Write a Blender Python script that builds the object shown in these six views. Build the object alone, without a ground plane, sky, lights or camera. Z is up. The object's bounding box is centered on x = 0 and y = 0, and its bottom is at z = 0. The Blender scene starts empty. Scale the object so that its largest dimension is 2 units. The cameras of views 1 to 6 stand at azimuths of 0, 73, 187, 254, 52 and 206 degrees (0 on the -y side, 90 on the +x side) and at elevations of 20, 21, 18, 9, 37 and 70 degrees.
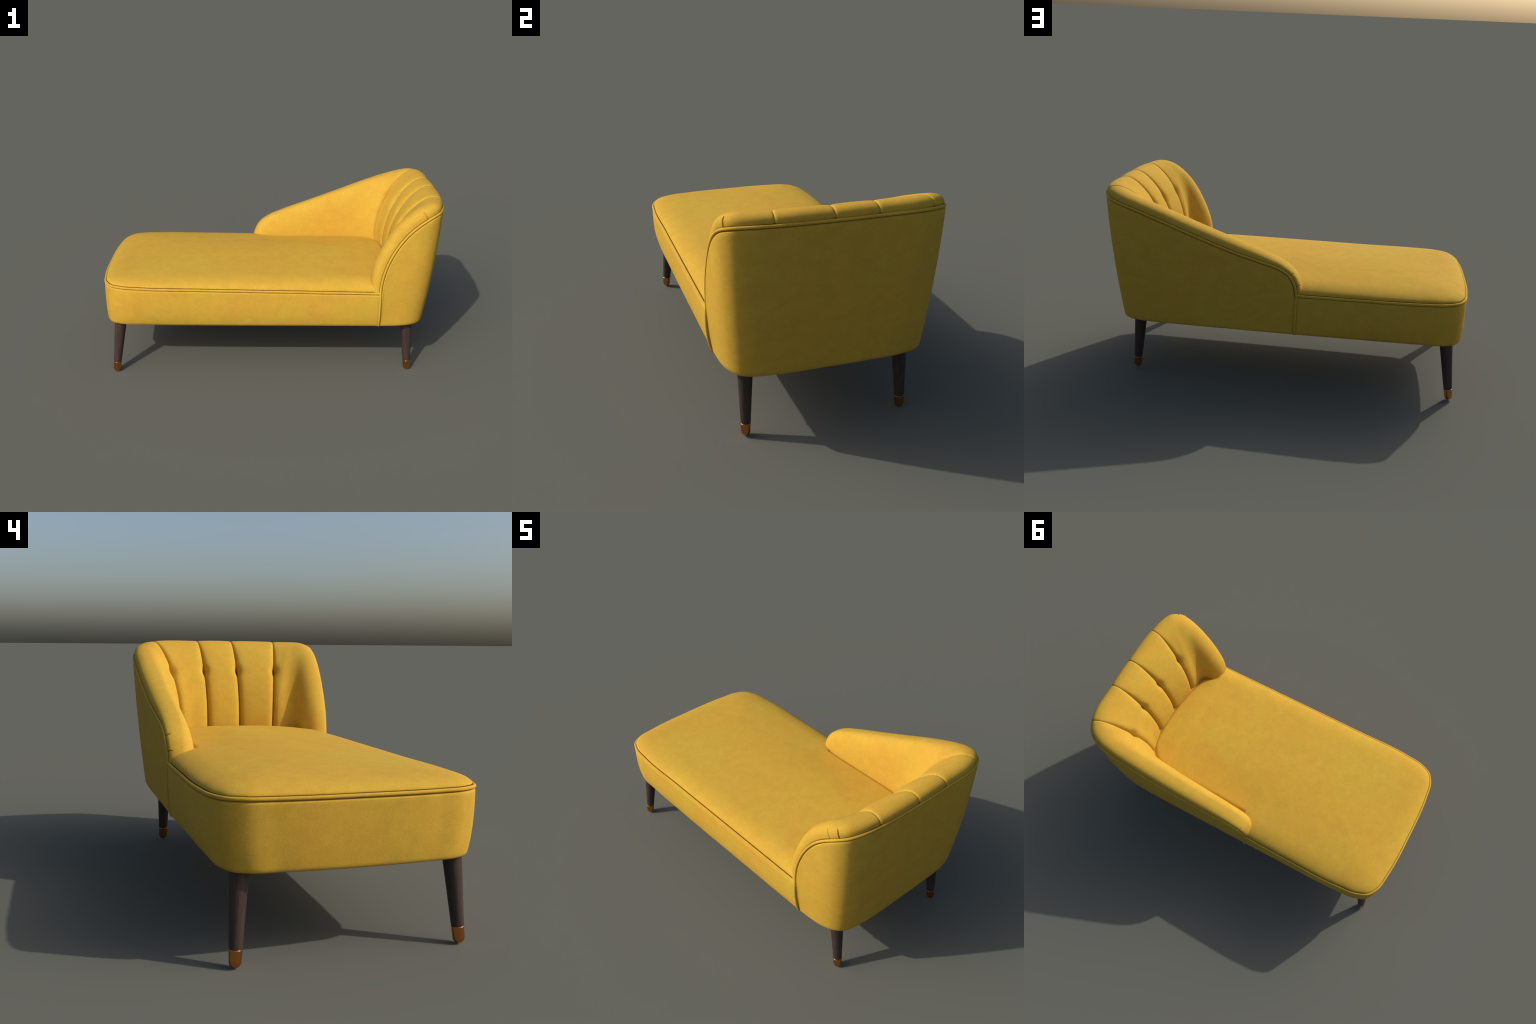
import bpy, math
import numpy as np
from mathutils import Vector

# ------------------------------------------------------------------ helpers
def hermite(keys, vals, q):
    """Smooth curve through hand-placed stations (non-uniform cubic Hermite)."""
    keys = np.asarray(keys, float); vals = np.asarray(vals, float)
    one = vals.ndim == 1
    if one: vals = vals[:, None]
    h = np.diff(keys)[:, None]; d = np.diff(vals, axis=0) / h
    m = np.empty_like(vals)
    m[1:-1] = (d[:-1] * h[1:] + d[1:] * h[:-1]) / (h[1:] + h[:-1])
    m[0], m[-1] = d[0], d[-1]
    q = np.asarray(q, float)
    i = np.clip(np.searchsorted(keys, q, side='right') - 1, 0, len(keys) - 2)
    hh = h[i]; s = ((q - keys[i])[:, None]) / hh
    r = ((2*s**3 - 3*s**2 + 1) * vals[i] + (s**3 - 2*s**2 + s) * hh * m[i]
         + (-2*s**3 + 3*s**2) * vals[i+1] + (s**3 - s**2) * hh * m[i+1])
    return r[:, 0] if one else r

def unit(a):
    return a / np.maximum(np.linalg.norm(a, axis=-1, keepdims=True), 1e-9)

def smooth01(x):
    x = np.clip(x, 0, 1); return x*x*(3 - 2*x)

def grid_mesh(name, P, closed_u=False, flip=False, cap_rows=()):
    """P: (nu, nv, 3) grid of points -> quad mesh."""
    nu, nv = P.shape[:2]
    verts = P.reshape(-1, 3)
    iu = np.arange(nu if closed_u else nu - 1); iv = np.arange(nv - 1)
    A, B = np.meshgrid(iu, iv, indexing='ij')
    A2 = (A + 1) % nu
    f = np.stack([A*nv + B, A2*nv + B, A2*nv + B + 1, A*nv + B + 1], -1).reshape(-1, 4)
    if flip: f = f[:, ::-1]
    faces = f.tolist()
    for row in cap_rows:
        ring = [int(u*nv + row) for u in range(nu)]
        faces.append(ring)
    me = bpy.data.meshes.new(name)
    me.from_pydata(verts.tolist(), [], faces)
    me.polygons.foreach_set('use_smooth', [True]*len(me.polygons))
    me.update()
    return me

def fix_normals(me):
    import bmesh
    bm = bmesh.new(); bm.from_mesh(me)
    bmesh.ops.recalc_face_normals(bm, faces=bm.faces)
    bm.to_mesh(me); bm.free()

def add(name, me, mat, parent, kind=None):
    ob = bpy.data.objects.new(name, me)
    bpy.context.scene.collection.objects.link(ob)
    if mat: me.materials.append(mat)
    ob.parent = parent
    return ob

def tube(name, path, radius, seg=14):
    """Round cord swept along a path of points, ends closed."""
    P = np.asarray(path, float)
    T = unit(np.gradient(P, axis=0))
    N = np.zeros_like(P)
    ref = np.array([0.0, 0, 1]) if abs(T[0][2]) < .9 else np.array([1.0, 0, 0])
    n = ref - T[0]*(ref @ T[0]); n /= np.linalg.norm(n)
    for i in range(len(P)):
        n = n - T[i]*(n @ T[i]); n /= np.linalg.norm(n); N[i] = n
    Bn = np.cross(T, N)
    a = np.linspace(0, 2*math.pi, seg, endpoint=False)
    G = P[None] + radius*(np.cos(a)[:, None, None]*N[None] + np.sin(a)[:, None, None]*Bn[None])
    me = grid_mesh(name, G, closed_u=True, cap_rows=(0, len(P) - 1))
    fix_normals(me)
    return me

# ---------------------------------------------------------------- materials
def nodes(mat):
    mat.use_nodes = True
    nt = mat.node_tree; nt.nodes.clear()
    out = nt.nodes.new('ShaderNodeOutputMaterial')
    bs = nt.nodes.new('ShaderNodeBsdfPrincipled')
    nt.links.new(bs.outputs[0], out.inputs[0])
    return nt, bs

def noise(nt, vec, scale, detail=3, rough=.5, dist=0.0):
    n = nt.nodes.new('ShaderNodeTexNoise')
    n.inputs['Scale'].default_value = scale
    n.inputs['Detail'].default_value = detail
    n.inputs['Roughness'].default_value = rough
    n.inputs['Distortion'].default_value = dist
    nt.links.new(vec, n.inputs['Vector'])
    return n.outputs['Fac']

def ramp(nt, fac, stops):
    r = nt.nodes.new('ShaderNodeValToRGB')
    el = r.color_ramp.elements
    el[0].position, el[0].color = stops[0][0], (*stops[0][1], 1)
    el[1].position, el[1].color = stops[-1][0], (*stops[-1][1], 1)
    for p, c in stops[1:-1]:
        e = el.new(p); e.color = (*c, 1)
    nt.links.new(fac, r.inputs[0])
    return r.outputs[0]

def mixcol(nt, kind, fac, a, b):
    m = nt.nodes.new('ShaderNodeMix'); m.data_type = 'RGBA'; m.blend_type = kind
    if isinstance(fac, float): m.inputs[0].default_value = fac
    else: nt.links.new(fac, m.inputs[0])
    nt.links.new(a, m.inputs[6]); nt.links.new(b, m.inputs[7])
    return m.outputs[2]

def velvet():
    mat = bpy.data.materials.new('mustard_velvet')
    nt, bs = nodes(mat)
    tc = nt.nodes.new('ShaderNodeTexCoord'); vec = tc.outputs['Object']
    mp = nt.nodes.new('ShaderNodeMapping'); mp.inputs['Scale'].default_value = (1, 1.0, 1.3)
    nt.links.new(vec, mp.inputs[0]); v = mp.outputs[0]
    patch = noise(nt, v, 3.2, 4, .55, .6)
    col = ramp(nt, patch, [(.32, (.522, .300, .038)), (.50, (.520, .314, .039)), (.68, (.513, .328, .040))])
    cloud = noise(nt, v, 17, 4, .6, .5)
    c2 = ramp(nt, cloud, [(.30, (.93, .93, .93)), (.72, (1.04, 1.04, 1.04))])
    col = mixcol(nt, 'MULTIPLY', 1.0, col, c2)
    pile = noise(nt, v, 150, 3, .6)
    c3 = ramp(nt, pile, [(.30, (.93, .93, .93)), (.70, (1.05, 1.05, 1.05))])
    col = mixcol(nt, 'MULTIPLY', 1.0, col, c3)
    nt.links.new(col, bs.inputs['Base Color'])
    bs.inputs['Roughness'].default_value = .92
    bs.inputs['Specular IOR Level'].default_value = .12
    bs.inputs['Sheen Weight'].default_value = .0
    bs.inputs['Sheen Roughness'].default_value = .45
    bs.inputs['Sheen Tint'].default_value = (1, .78, .3, 1)
    bp = nt.nodes.new('ShaderNodeBump'); bp.inputs['Strength'].default_value = .12
    bp.inputs['Distance'].default_value = .004
    nt.links.new(noise(nt, v, 120, 3, .6), bp.inputs['Height'])
    nt.links.new(bp.outputs[0], bs.inputs['Normal'])
    return mat

def wood():
    mat = bpy.data.materials.new('dark_walnut')
    nt, bs = nodes(mat)
    tc = nt.nodes.new('ShaderNodeTexCoord')
    mp = nt.nodes.new('ShaderNodeMapping'); mp.inputs['Scale'].default_value = (1, 1, .05)
    nt.links.new(tc.outputs['Object'], mp.inputs[0])
    g = noise(nt, mp.outputs[0], 190, 4, .6, .3)
    col = ramp(nt, g, [(.3, (.026, .017, .014)), (.7, (.060, .036, .028))])
    nt.links.new(col, bs.inputs['Base Color'])
    bs.inputs['Roughness'].default_value = .5
    bs.inputs['Specular IOR Level'].default_value = .35
    return mat

def copper():
    mat = bpy.data.materials.new('brushed_copper')
    nt, bs = nodes(mat)
    tc = nt.nodes.new('ShaderNodeTexCoord')
    g = noise(nt, tc.outputs['Object'], 60, 2)
    col = ramp(nt, g, [(.3, (.62, .25, .075)), (.7, (.70, .29, .09))])
    nt.links.new(col, bs.inputs['Base Color'])
    bs.inputs['Metallic'].default_value = 1
    bs.inputs['Roughness'].default_value = .25
    return mat

VELVET, WOOD, COPPER = velvet(), wood(), copper()

# -------------------------------------------------------------------- root
root = bpy.data.objects.new('chaise_longue', None)
bpy.context.scene.collection.objects.link(root)
root["label"] = "mustard velvet chaise longue with channelled back and tapered legs"
root["category"] = "chaise longue"

YC = -.011            # centre line of the seat
Z0 = .323             # underside of the upholstery

# --------------------------------------- stations round the back (rim piping)
# rim point (x, y, z) | facing angle of the shell | shell foot (x, y) at Z0
# | where the padding meets the seat (x, y) | roll height, crest inset
RIM = [
 ((.6265,-.497,.470), -90, (.6265,-.476), (.602,-.392), .042,.054),
 ((.6270,-.498,.545), -90, (.6270,-.476), (.602,-.380), .054,.057),
 ((.6330,-.499,.615), -90, (.6330,-.476), (.606,-.369), .063,.060),
 ((.6530,-.500,.695), -90, (.6520,-.475), (.614,-.359), .065,.060),
 ((.6870,-.500,.776), -90, (.6800,-.474), (.628,-.353), .065,.059),
 ((.7300,-.500,.847), -89, (.7170,-.472), (.644,-.348), .069,.058),
 ((.7780,-.500,.905), -87, (.7540,-.468), (.661,-.340), .072,.057),
 ((.8330,-.498,.952), -80, (.7920,-.460), (.676,-.328), .070,.054),
 ((.8880,-.487,.986), -65, (.8310,-.446), (.683,-.308), .062,.051),
 ((.9340,-.455,1.003),-46, (.8670,-.421), (.684,-.285), .055,.048),
 ((.9610,-.394,1.009),-24, (.8920,-.373), (.688,-.255), .051,.047),
 ((.9790,-.292,1.011), -7, (.9060,-.280), (.699,-.225), .049,.046),
 ((.9930,-.049,1.012),  0, (.9115,-.050), (.724,-.049), .050,.046),
 ((.9930, .139,1.012),  2, (.9115, .130), (.726, .125), .050,.046),
 ((.9720, .388,1.009), 18, (.8980, .342), (.688, .268), .050,.048),
 ((.9430, .443,1.003), 42, (.8820, .395), (.655, .308), .052,.051),
 ((.8900, .481, .990), 66, (.8400, .435), (.600, .326), .052,.057),
 ((.8000, .500, .965), 82, (.7700, .453), (.520, .336), .054,.062),
 ((.6600, .507, .917), 88, (.6500, .460), (.420, .341), .056,.071),
 ((.4740, .505, .847), 90, (.4740, .462), (.310, .343), .057,.074),
 ((.2420, .497, .764), 90, (.2420, .462), (.170, .345), .055,.074),
 ((.1040, .489, .722), 90, (.1040, .462), (.060, .348), .048,.072),
 ((.0110, .483, .692), 90, (.0110, .462), (-.020,.351), .037,.069),
 ((-.0430,.480, .655), 90, (-.0430,.462), (-.050,.351), .034,.062),
 ((-.0660,.477, .613), 90, (-.0660,.462), (-.068,.359), .036,.056),
 ((-.0780,.473, .545), 90, (-.0780,.462), (-.078,.370), .036,.052),
 ((-.0800,.470, .470), 90, (-.0800,.462), (-.084,.380), .032,.050),
]
Q = np.array([r[0] for r in RIM]); ANG = np.radians([r[1] for r in RIM])
FOOT = np.array([r[2] for r in RIM]); SEAT = np.array([r[3] for r in RIM])
ROLL = np.array([r[4] for r in RIM]); INSET = np.array([r[5] for r in RIM])
KEY = np.concatenate([[0], np.cumsum(np.linalg.norm(np.diff(Q, axis=0), axis=1))])
SEAMS = [KEY[11], KEY[12], KEY[13], KEY[14]]
# fair the stations: dense curve, rounded off so that no station shows as a kink
DENSE = np.linspace(KEY[0], KEY[-1], 2600)
def fair(vals, sigma):
    c = hermite(KEY, vals, DENSE)
    one = c.ndim == 1
    if one: c = c[:, None]
    m = int(4*sigma/(DENSE[1] - DENSE[0]))
    w = np.exp(-.5*(np.arange(-m, m + 1)*(DENSE[1] - DENSE[0])/sigma)**2); w /= w.sum()
    lo = 2*c[0] - c[m:0:-1]; hi = 2*c[-1] - c[-2:-m-2:-1]
    e = np.concatenate([lo, c, hi])
    out = np.stack([np.convolve(e[:, k], w, mode='valid') for k in range(c.shape[1])], 1)
    return out[:, 0] if one else out
CURVES = {'rim': fair(Q, .014), 'face': fair(ANG, .030), 'foot': fair(FOOT, .016),
          'seat': fair(SEAT, .034), 'roll': fair(ROLL, .034), 'inset': fair(INSET, .034)}
def station(name, t):
    c = CURVES[name]
    if c.ndim == 1: return np.interp(t, DENSE, c)
    return np.stack([np.interp(t, DENSE, c[:, k]) for k in range(c.shape[1])], 1)
def key_at_x(x, lo, hi):
    t = np.linspace(KEY[lo], KEY[hi], 400)
    return t[np.argmin(abs(station('rim', t)[:, 0] - x))]
def key_at_z(zv, lo, hi):
    t = np.linspace(KEY[lo], KEY[hi], 400)
    return t[np.argmin(abs(station('rim', t)[:, 2] - zv))]
NICKS_WING = (key_at_x(.868, 6, 10), key_at_x(.908, 6, 10))
NICKS_ARM = (key_at_z(.655, 22, 25), key_at_z(.600, 22, 25))

def lean(s):
    """Share of the back's outward lean reached at relative height s."""
    return s + .55*s*(1 - s)
def belly(s, power=3.2):
    """Sides swell quickly above the underside, then run nearly upright."""
    return 1 - (1 - np.clip(s, 0, 1))**power

# ------------------------------------------------------------- outer shell
def outer_normal(t):
    a = station('face', t)
    return np.stack([np.cos(a), np.sin(a), np.zeros_like(a)], -1)

def shell_columns(t, rows=44):
    q = station('rim', t); ft = station('foot', t); n = outer_normal(t); b = rim_up(t)
    gap = .0095                                   # the cloth stops short of the cord
    top = q - b*gap
    ft = ft - b[:, :2]*gap*np.abs(b[:, :1])
    r = .009
    pw = hermite(KEY[[0, 4, 8, 11, 15, 20, 23, 26]], [2.5, 2.4, 1.5, 1.4, 1.35, 1.5, 2.2, 2.3], t)
    cols = []
    # flange turned under, then the rounded lower edge
    for din, dz in [(.07, .0), (.03, .0)] + \
            [(r*(1 - math.sin(a)), r*(1 - math.cos(a))) for a in np.linspace(0, math.pi/2, 6)][:-1]:
        cols.append(np.concatenate([ft, np.full((len(t), 1), Z0 + dz)], 1) - n*din)
    zb = Z0 + r
    s1 = (top[:, 2] - Z0)/(1.01 - Z0)
    for s in np.linspace(0, 1, rows):
        zz = zb + (top[:, 2] - zb)*s
        sz = (zz - Z0)/(1.01 - Z0)
        fx = lean(sz)/lean(s1); fy = belly(sz, pw)/belly(s1, pw)
        p = np.stack([ft[:, 0] + (top[:, 0] - ft[:, 0])*fx, ft[:, 1] + (top[:, 1] - ft[:, 1])*fy, zz], 1)
        cols.append(p + n*.004*belly(sz/s1)[:, None])
    # edge rolled in under the piping
    for din, up in [(-.0035, .0015), (-.0015, .0038), (.002, .0054), (.007, .0060), (.02, .0060)]:
        cols.append(top - n*din + b*up)
    G = np.stack(cols, 1)
    # the two upright front edges roll in beside their piping in the same way
    ex = np.array([1.0, 0, 0])
    edge = [(.0060, .020), (.0060, .011), (.0054, .006), (.0038, .0025), (.0015, .0005)]
    first = [G[0] - ex*dx - n[0]*din for dx, din in edge]
    last = [G[-1] - ex*dx - n[-1]*din for dx, din in reversed(edge)]
    return np.concatenate([np.stack(first), G, np.stack(last)])

def rim_up(t):
    e = 3e-3
    T = unit(station('rim', np.minimum(t + e, KEY[-1])) - station('rim', np.maximum(t - e, 0)))
    n = outer_normal(t)
    return unit(np.cross(n, T))

ts = np.unique(np.concatenate([np.linspace(KEY[1], KEY[-2], 420), KEY[1] + np.linspace(0, .03, 24), KEY[-2] - np.linspace(0, .03, 24)]))
me = grid_mesh('back_shell', shell_columns(ts)); fix_normals(me)
shell = add('back_shell', me, VELVET, root)

# ---------------------------------------------------------------- seat base
# plan outline of the open part: foot (at Z0) | rim under the seat piping
OUT = [((.630,-.476),(.630,-.497)), ((.20,-.476),(.20,-.499)), ((-.40,-.475),(-.40,-.501)),
       ((-.73,-.470),(-.75,-.4995)), ((-.864,-.463),(-.867,-.485)), ((-.935,-.434),(-.932,-.454)),
       ((-.967,-.378),(-.967,-.398)), ((-.979,-.270),(-.984,-.295)), ((-.988,YC),(-.9945,YC))]
mir = lambda p: (p[0], 2*YC - p[1])
OUT = OUT + [(mir(a), mir(b)) for a, b in OUT[-2:2:-1]] + \
      [((-.40,.455),(-.40,.480)), ((-.24,.459),(-.24,.477)), ((-.075,.462),(-.075,.472))]
OF = np.array([o[0] for o in OUT]); OR = np.array([o[1] for o in OUT])
OK = np.concatenate([[0], np.cumsum(np.linalg.norm(np.diff(OR, axis=0), axis=1))])
def seat_rim_z(x, y):
    return .546 - .018*x

# the part hidden inside the shell, set back from it
HID_BASE = np.array([(.02,.438),(.40,.438),(.72,.428),(.84,.33),(.87,0),(.85,-.30),(.76,-.43),(.665,-.458)])
HID = np.array([(-.03,.464),(.05,.450),(.40,.438),(.72,.420),(.83,.33),(.86,0),(.84,-.30),(.78,-.42),(.72,-.462),(.68,-.480)])
def seat_loop(n_open=360):
    k = np.unique(np.concatenate([np.linspace(0, OK[-1], n_open), np.linspace(0, .04, 30), OK[-1] - np.linspace(0, .05, 36)]))
    n_open = len(k)
    f, r = hermite(OK, OF, k), hermite(OK, OR, k)
    hk = np.arange(len(HID_BASE)); h = hermite(hk, HID_BASE, np.linspace(0, len(HID_BASE) - 1, 60))
    return np.concatenate([f, h*np.array([.99, .985])]), np.concatenate([r, h]), n_open

def plan_normals(L):
    d = np.roll(L, -1, 0) - np.roll(L, 1, 0)
    n = unit(np.stack([d[:, 1], -d[:, 0]], 1))
    c = L.mean(0)
    if ((L - c)*n).sum() < 0: n = -n
    return n

lf, lr, n_open = seat_loop()
nn = plan_normals(lr)
rz = seat_rim_z(lr[:, 0], lr[:, 1])
rows = []
r = .009
for din, dz in [(.25, .0015), (.06, .0015)] + [(r*(1 - math.sin(a)), r*(1 - math.cos(a))) for a in np.linspace(0, math.pi/2, 6)][:-1]:
    rows.append(np.concatenate([lf - nn*din, np.full((len(lf), 1), Z0 + dz)], 1))
for s in np.linspace(0, 1, 26):
    zz = (Z0 + r) + (rz - .0130 - Z0 - r)*s
    f = belly((zz - Z0)/(rz - Z0))[:, None]
    dip = (.006*np.exp(-((lr[:, 0] - .6245)/.007)**2)*(lr[:, 1] < 0) + .006*np.exp(-((lr[:, 0] + .0815)/.007)**2)*(lr[:, 1] > 0))[:, None]
    rows.append(np.concatenate([lf + (lr - lf)*f + nn*(.004*f - dip), zz[:, None]], 1))
for din, dz in [(-.0035, -.0100), (-.0015, -.0070), (.002, -.0047), (.007, -.0037), (.035, -.0035)]:
    rows.append(np.concatenate([lr - nn*din, (rz + dz)[:, None]], 1))
G = np.stack(rows, 1)
me = grid_mesh('seat_base', G, closed_u=True, cap_rows=(0, G.shape[1] - 1)); fix_normals(me)
add('seat_base', me, VELVET, root)

# ------------------------------------------------------------- seat cushion
AX0, AX1 = -.50, .56          # spine of the cushion
CREASE = CURVES['seat'][DENSE < KEY[22]][::12] - np.array([.004, 0])
def cushion():
    k = np.linspace(0, OK[-1] - .01, 400)
    hk = hermite(np.arange(len(HID)), HID, np.linspace(0, len(HID) - 1, 90))
    loop = np.concatenate([hermite(OK, OR, k), hk]); nrm = plan_normals(loop)
    ring = loop - nrm*.0070; rz = seat_rim_z(loop[:, 0], loop[:, 1])
    c = np.stack([np.clip(ring[:, 0], AX0, AX1), np.full(len(ring), YC)], 1)
    rho = 1 - np.concatenate([np.linspace(0, 1, 46)**2.0*.30, np.linspace(.30, 1, 110)[1:]])
    rws = [np.concatenate([ring - nrm*a, (rz + b)[:, None]], 1) for a, b in ((.006, -.004), (.0055, .0088), (.0035, .0094), (.0012, .0108))]
    for p in rho:
        P = c + (ring - c)*p
        d = (1 - p)*.49
        right = smooth01((P[:, 0] + .85)/1.5)
        edge = (.030 + .0175*right)*(1 - (1 - np.minimum(d/(.140 - .025*right), 1))**2.2)**(1/2.0)
        crown = (.025 + .010*right)*(1 - p**2) + .006*(1 - p)*np.clip(P[:, 1]/.3, -1, 1)
        crown = crown - .007*np.exp(-((P[:, 0] - .1)/.40)**2)*smooth01((P[:, 1] - .02)/.3)*(1 - p**4)
        zz = seat_rim_z(P[:, 0], P[:, 1]) + .0130 + edge + crown
        # tucked crease where the padding presses into the seat
        d2 = ((P[:, None, :] - CREASE[None])**2).sum(2).min(1)
        zz = zz - .012*np.exp(-d2/.013**2)
        rws.append(np.concatenate([P, zz[:, None]], 1))
    return np.stack(rws, 1)
G = cushion()
me = grid_mesh('seat_cushion', G, closed_u=True); fix_normals(me)
import bmesh
bm = bmesh.new(); bm.from_mesh(me)
bmesh.ops.remove_doubles(bm, verts=bm.verts, dist=1e-5)
bm.normal_update(); bm.to_mesh(me); bm.free()
add('seat_cushion', me, VELVET, root)

# ----------------------------------------------------------- padded inside
def seam_sampling():
    t = [np.linspace(KEY[0], KEY[-1], 760)]
    for s in SEAMS:
        a = np.linspace(-1, 1, 61); t.append(s + .05*np.sign(a)*np.abs(a)**2.2)
    for s in NICKS_WING + NICKS_ARM:
        t.append(s + np.linspace(-.008, .008, 25))
    t = np.sort(np.concatenate(t))
    keep = [t[0]]
    for v in t[1:]:
        if v - keep[-1] > 4e-4: keep.append(v)
    return snap(np.array(keep))
def snap(t):
    for s in SEAMS: t[np.argmin(abs(t - s))] = s
    return t

NQ, NB = 30, 80
def padding(t):
    q = station('rim', t); n = outer_normal(t); b = rim_up(t)
    h = station('roll', t)[:, None]; c = station('inset', t)[:, None]
    st = station('seat', t)
    F = np.concatenate([st, np.full((len(t), 1), .565)], 1)
    base = q - n*.0035 + b*.0130
    h = h - .0130
    cols = [base - n*.0065 - b*.030, base - n*.0060 - b*.0012, base - n*.0030 - b*.0010]
    for a in np.linspace(0, math.pi/2, NQ):
        cols.append(base + b*h*math.sin(a)**.76 - n*c*(1 - math.cos(a)**.86))
    K = base + b*h - n*c
    reach = np.abs(((K - F)*n).sum(1, keepdims=True))
    drop = np.maximum(K[:, 2:3] - F[:, 2:3], .02)
    armness = smooth01((t - KEY[14])/(KEY[17] - KEY[14]))[:, None]
    backness = smooth01((t - KEY[7])/(KEY[11] - KEY[7]))[:, None]*(1 - armness)
    C1 = K - n*reach*(.46 + .07*armness - .10*backness)
    C2 = F + np.array([0, 0, 1.0])*drop*(.68 - .10*backness) - n*(.040*backness - .002*armness)
    for s in np.linspace(0, 1, NB + 1)[1:]:
        cols.append((1-s)**3*K + 3*(1-s)**2*s*C1 + 3*(1-s)*s*s*C2 + s**3*F)
    return np.stack(cols, 1)

t = seam_sampling()
G = padding(t)
# outward normals of the padding
du = np.gradient(G, axis=0); dv = np.gradient(G, axis=1)
N = unit(np.cross(du, dv))
if N[len(t)//2, NQ + 3][2] < 0: N = -N
# arc position down the section, 0 at rim, 1 at the seat
v = np.concatenate([[0, 0, 0], np.linspace(0, .30, NQ), np.linspace(.30, 1, NB + 1)[1:]])[None, :]
BUT = .30 + .70*.52            # depth of the tufting points
disp = np.zeros(G.shape[:2])
width = np.linalg.norm(du, axis=2)/np.gradient(t)[:, None]     # metres per unit t, local
low = smooth01((v - .30)/.36)                                   # shallow over the rim
for k, s in enumerate(SEAMS):
    ds = np.abs(t - s)[:, None]*width
    disp -= (.0045 + .004*low)*np.exp(-(ds/.0045)**1.3) + .012*low*np.exp(-(ds/.012)**1.2)
    disp -= .030*np.exp(-(ds/.014)**1.3 - ((v - BUT)/.028)**2)
for k in range(3):                                              # pillowed channels
    a, b_ = SEAMS[k], SEAMS[k+1]
    x = np.clip((t - a)/(b_ - a), 0, 1)[:, None]
    disp += (4*x*(1 - x))**.6*(.003 + .009*low)
def nick(pair, vmax, lift):
    out = np.zeros(G.shape[:2])
    a, b_ = pair
    fade = smooth01((vmax - v)/.06)
    out += lift*smooth01((t - a)/.003 )[:, None]*smooth01((b_ - t)/.003)[:, None]*fade
    for p in pair:
        out -= .0060*np.exp(-((t - p)/.0019)**2)[:, None]*fade
    return out
disp += nick(NICKS_WING, .20, .0020) + nick(NICKS_ARM, .17, .0006)
G = G + N*disp[..., None]

cuts = [0] + [int(np.argmin(abs(t - s))) for s in SEAMS] + [len(t) - 1]
names = ['wing_pad', 'back_channel', 'back_channel', 'back_channel', 'armrest_pad']
for nm, a, b_ in zip(names, cuts[:-1], cuts[1:]):
    me = grid_mesh(nm, G[a:b_+1]); fix_normals(me)
    # outward side: normals should look away from the shell body
    mid = me.polygons[len(me.polygons)//2]
    add(nm, me, VELVET, root)

# ----------------------------------------------------------------- pipings
def rim_path():
    tt = np.linspace(KEY[0], KEY[-1], 520)
    q = station('rim', tt) - outer_normal(tt)*.0010 + rim_up(tt)*.005
    def post(p_top, foot, ny, n=34):
        z = np.linspace(Z0 + .004, p_top[2], n)[:-1]
        s = (z - z[0])/(p_top[2] - z[0])
        y = foot[1] + (p_top[1] - foot[1])*belly((z - Z0)/(p_top[2] - Z0)) + ny*.0045*belly((z - Z0)/(p_top[2] - Z0))*(1 - s**6) - ny*.008*np.exp(-(z - Z0)/.008)
        return np.stack([foot[0] + (p_top[0] - foot[0])*s, y, z], 1)
    i = int(np.argmax(tt > KEY[1])); j = int(np.argmax(tt > KEY[-2]))
    front = post(q[i], (.6245, FOOT[1][1]), -1)
    arm = post(q[j], (-.0815, FOOT[-2][1]), 1)[::-1]
    return np.concatenate([front, q[i:j], arm])
add('back_piping', tube('back_piping', rim_path(), .0070), VELVET, root)

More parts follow.
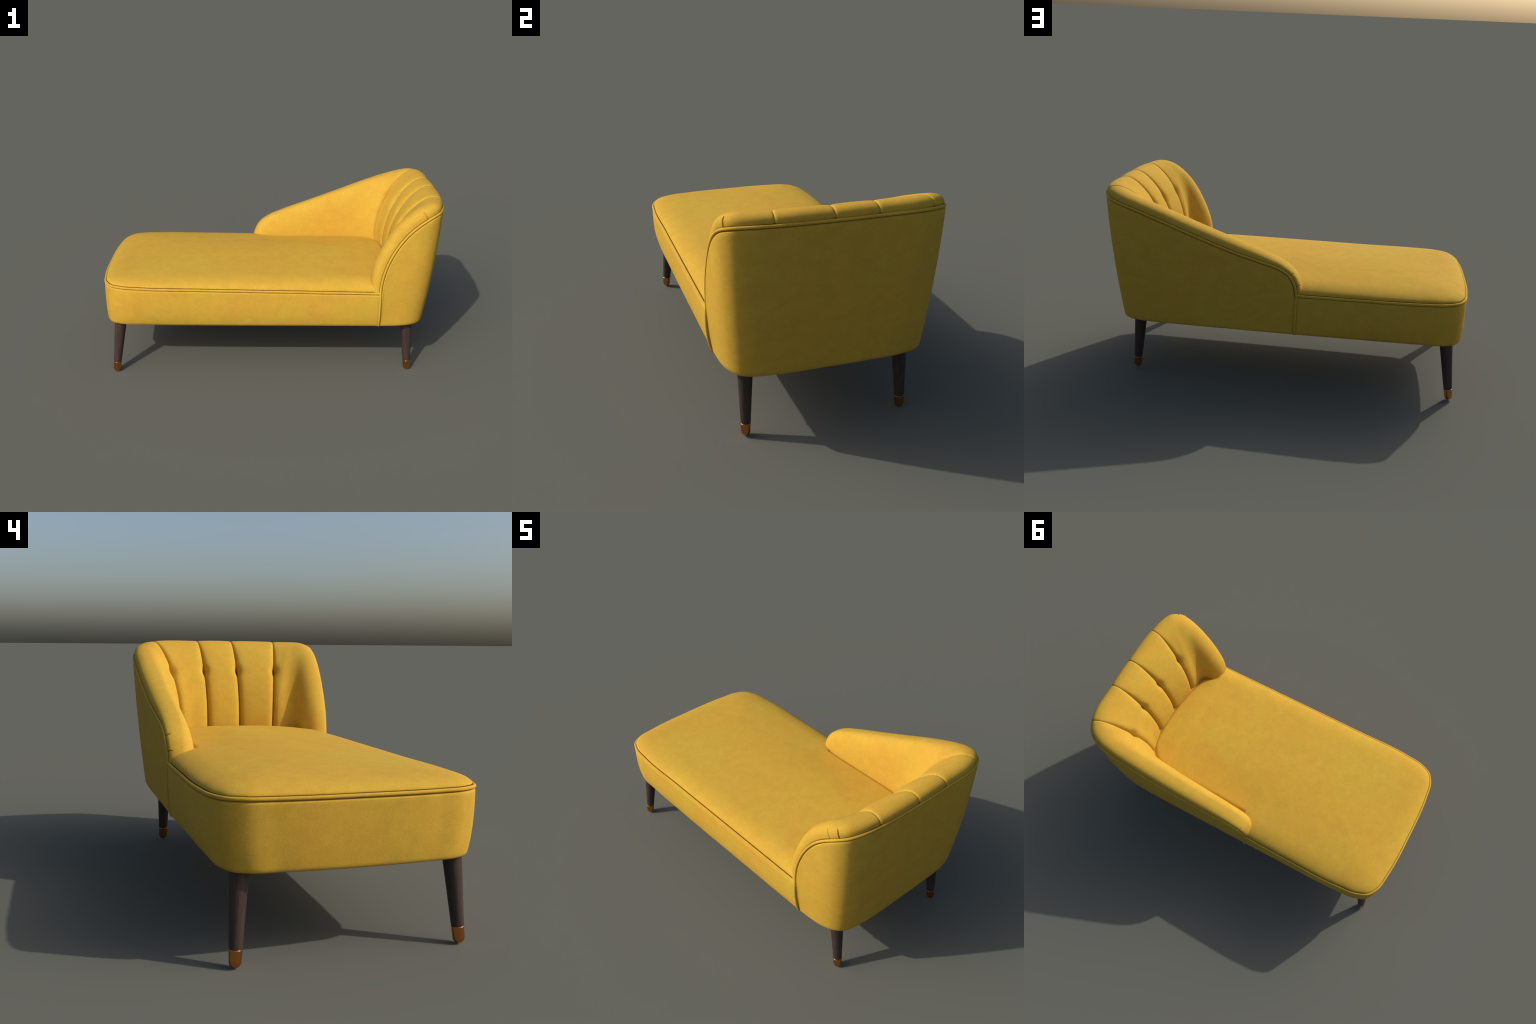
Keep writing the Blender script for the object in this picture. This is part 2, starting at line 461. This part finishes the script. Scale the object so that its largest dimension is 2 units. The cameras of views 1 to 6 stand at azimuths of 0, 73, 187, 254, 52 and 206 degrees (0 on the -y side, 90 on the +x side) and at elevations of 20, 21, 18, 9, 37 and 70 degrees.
k = np.linspace(OK[0] + .006, OK[-1] - .006, 520)
o = hermite(OK, OR, k)
d = np.gradient(o, axis=0); on = unit(np.stack([d[:, 1], -d[:, 0]], 1))
if ((o - o.mean(0))*on).sum() < 0: on = -on
p = o - on*.0010
path = np.concatenate([p, (seat_rim_z(o[:, 0], o[:, 1]) + .004)[:, None]], 1)
add('seat_piping', tube('seat_piping', path, .0070), VELVET, root)

# --------------------------------------------------------------------- legs
def lathe(name, prof, seg=40):
    a = np.linspace(0, 2*math.pi, seg, endpoint=False)
    pr = np.asarray(prof)
    G = np.stack([np.cos(a)[:, None]*pr[None, :, 0], np.sin(a)[:, None]*pr[None, :, 0],
                  np.repeat(pr[None, :, 1], seg, 0)], -1)
    me = grid_mesh(name, G, closed_u=True, cap_rows=(0, len(pr) - 1)); fix_normals(me)
    for p in me.polygons:
        if len(p.vertices) > 4: p.use_smooth = False
    return me
CAP_H = .062
LEG_LEN = .345
r_at = lambda z: .0205 + (.0350 - .0205)*(z/.325)**1.1
leg_me = lathe('leg', [(r_at(CAP_H) - .0012, CAP_H - .004)] +
               [(r_at(z), z) for z in np.linspace(CAP_H, LEG_LEN, 16)])
cap_prof = [(.0008, .0)] + [(.0218*math.sin(a)**.9, .024*(1 - math.cos(a))) for a in np.linspace(.12, math.pi/2, 14)] + \
           [(r_at(CAP_H) + .0004, CAP_H - .003), (r_at(CAP_H) + .0008, CAP_H - .001), (r_at(CAP_H) + .0002, CAP_H), (r_at(CAP_H) - .002, CAP_H)]
cap_me = lathe('leg_cap', cap_prof)
leg_me.materials.append(WOOD); cap_me.materials.append(COPPER)
for m in (leg_me,): pass
LEGS = [((-.930,-.427), (-.893,-.402)), ((-.937,.401), (-.894,.376)),
        ((.827,-.387), (.804,-.378)), ((.827,.357), (.804,.350))]
for (fx, fy), (tx, ty) in LEGS:
    leg = bpy.data.objects.new('leg', leg_me); bpy.context.scene.collection.objects.link(leg)
    leg.parent = root
    leg.matrix_local.identity()
    # lean by shear so that the foot stays level on the floor
    ax = Vector((tx - fx, ty - fy, Z0))
    rot = Vector((0, 0, 1)).rotation_difference(ax.normalized())
    leg.rotation_mode = 'QUATERNION'; leg.rotation_quaternion = rot
    leg.location = (fx, fy, .0005)
    cap = bpy.data.objects.new('leg_cap', cap_me); bpy.context.scene.collection.objects.link(cap)
    cap.parent = leg
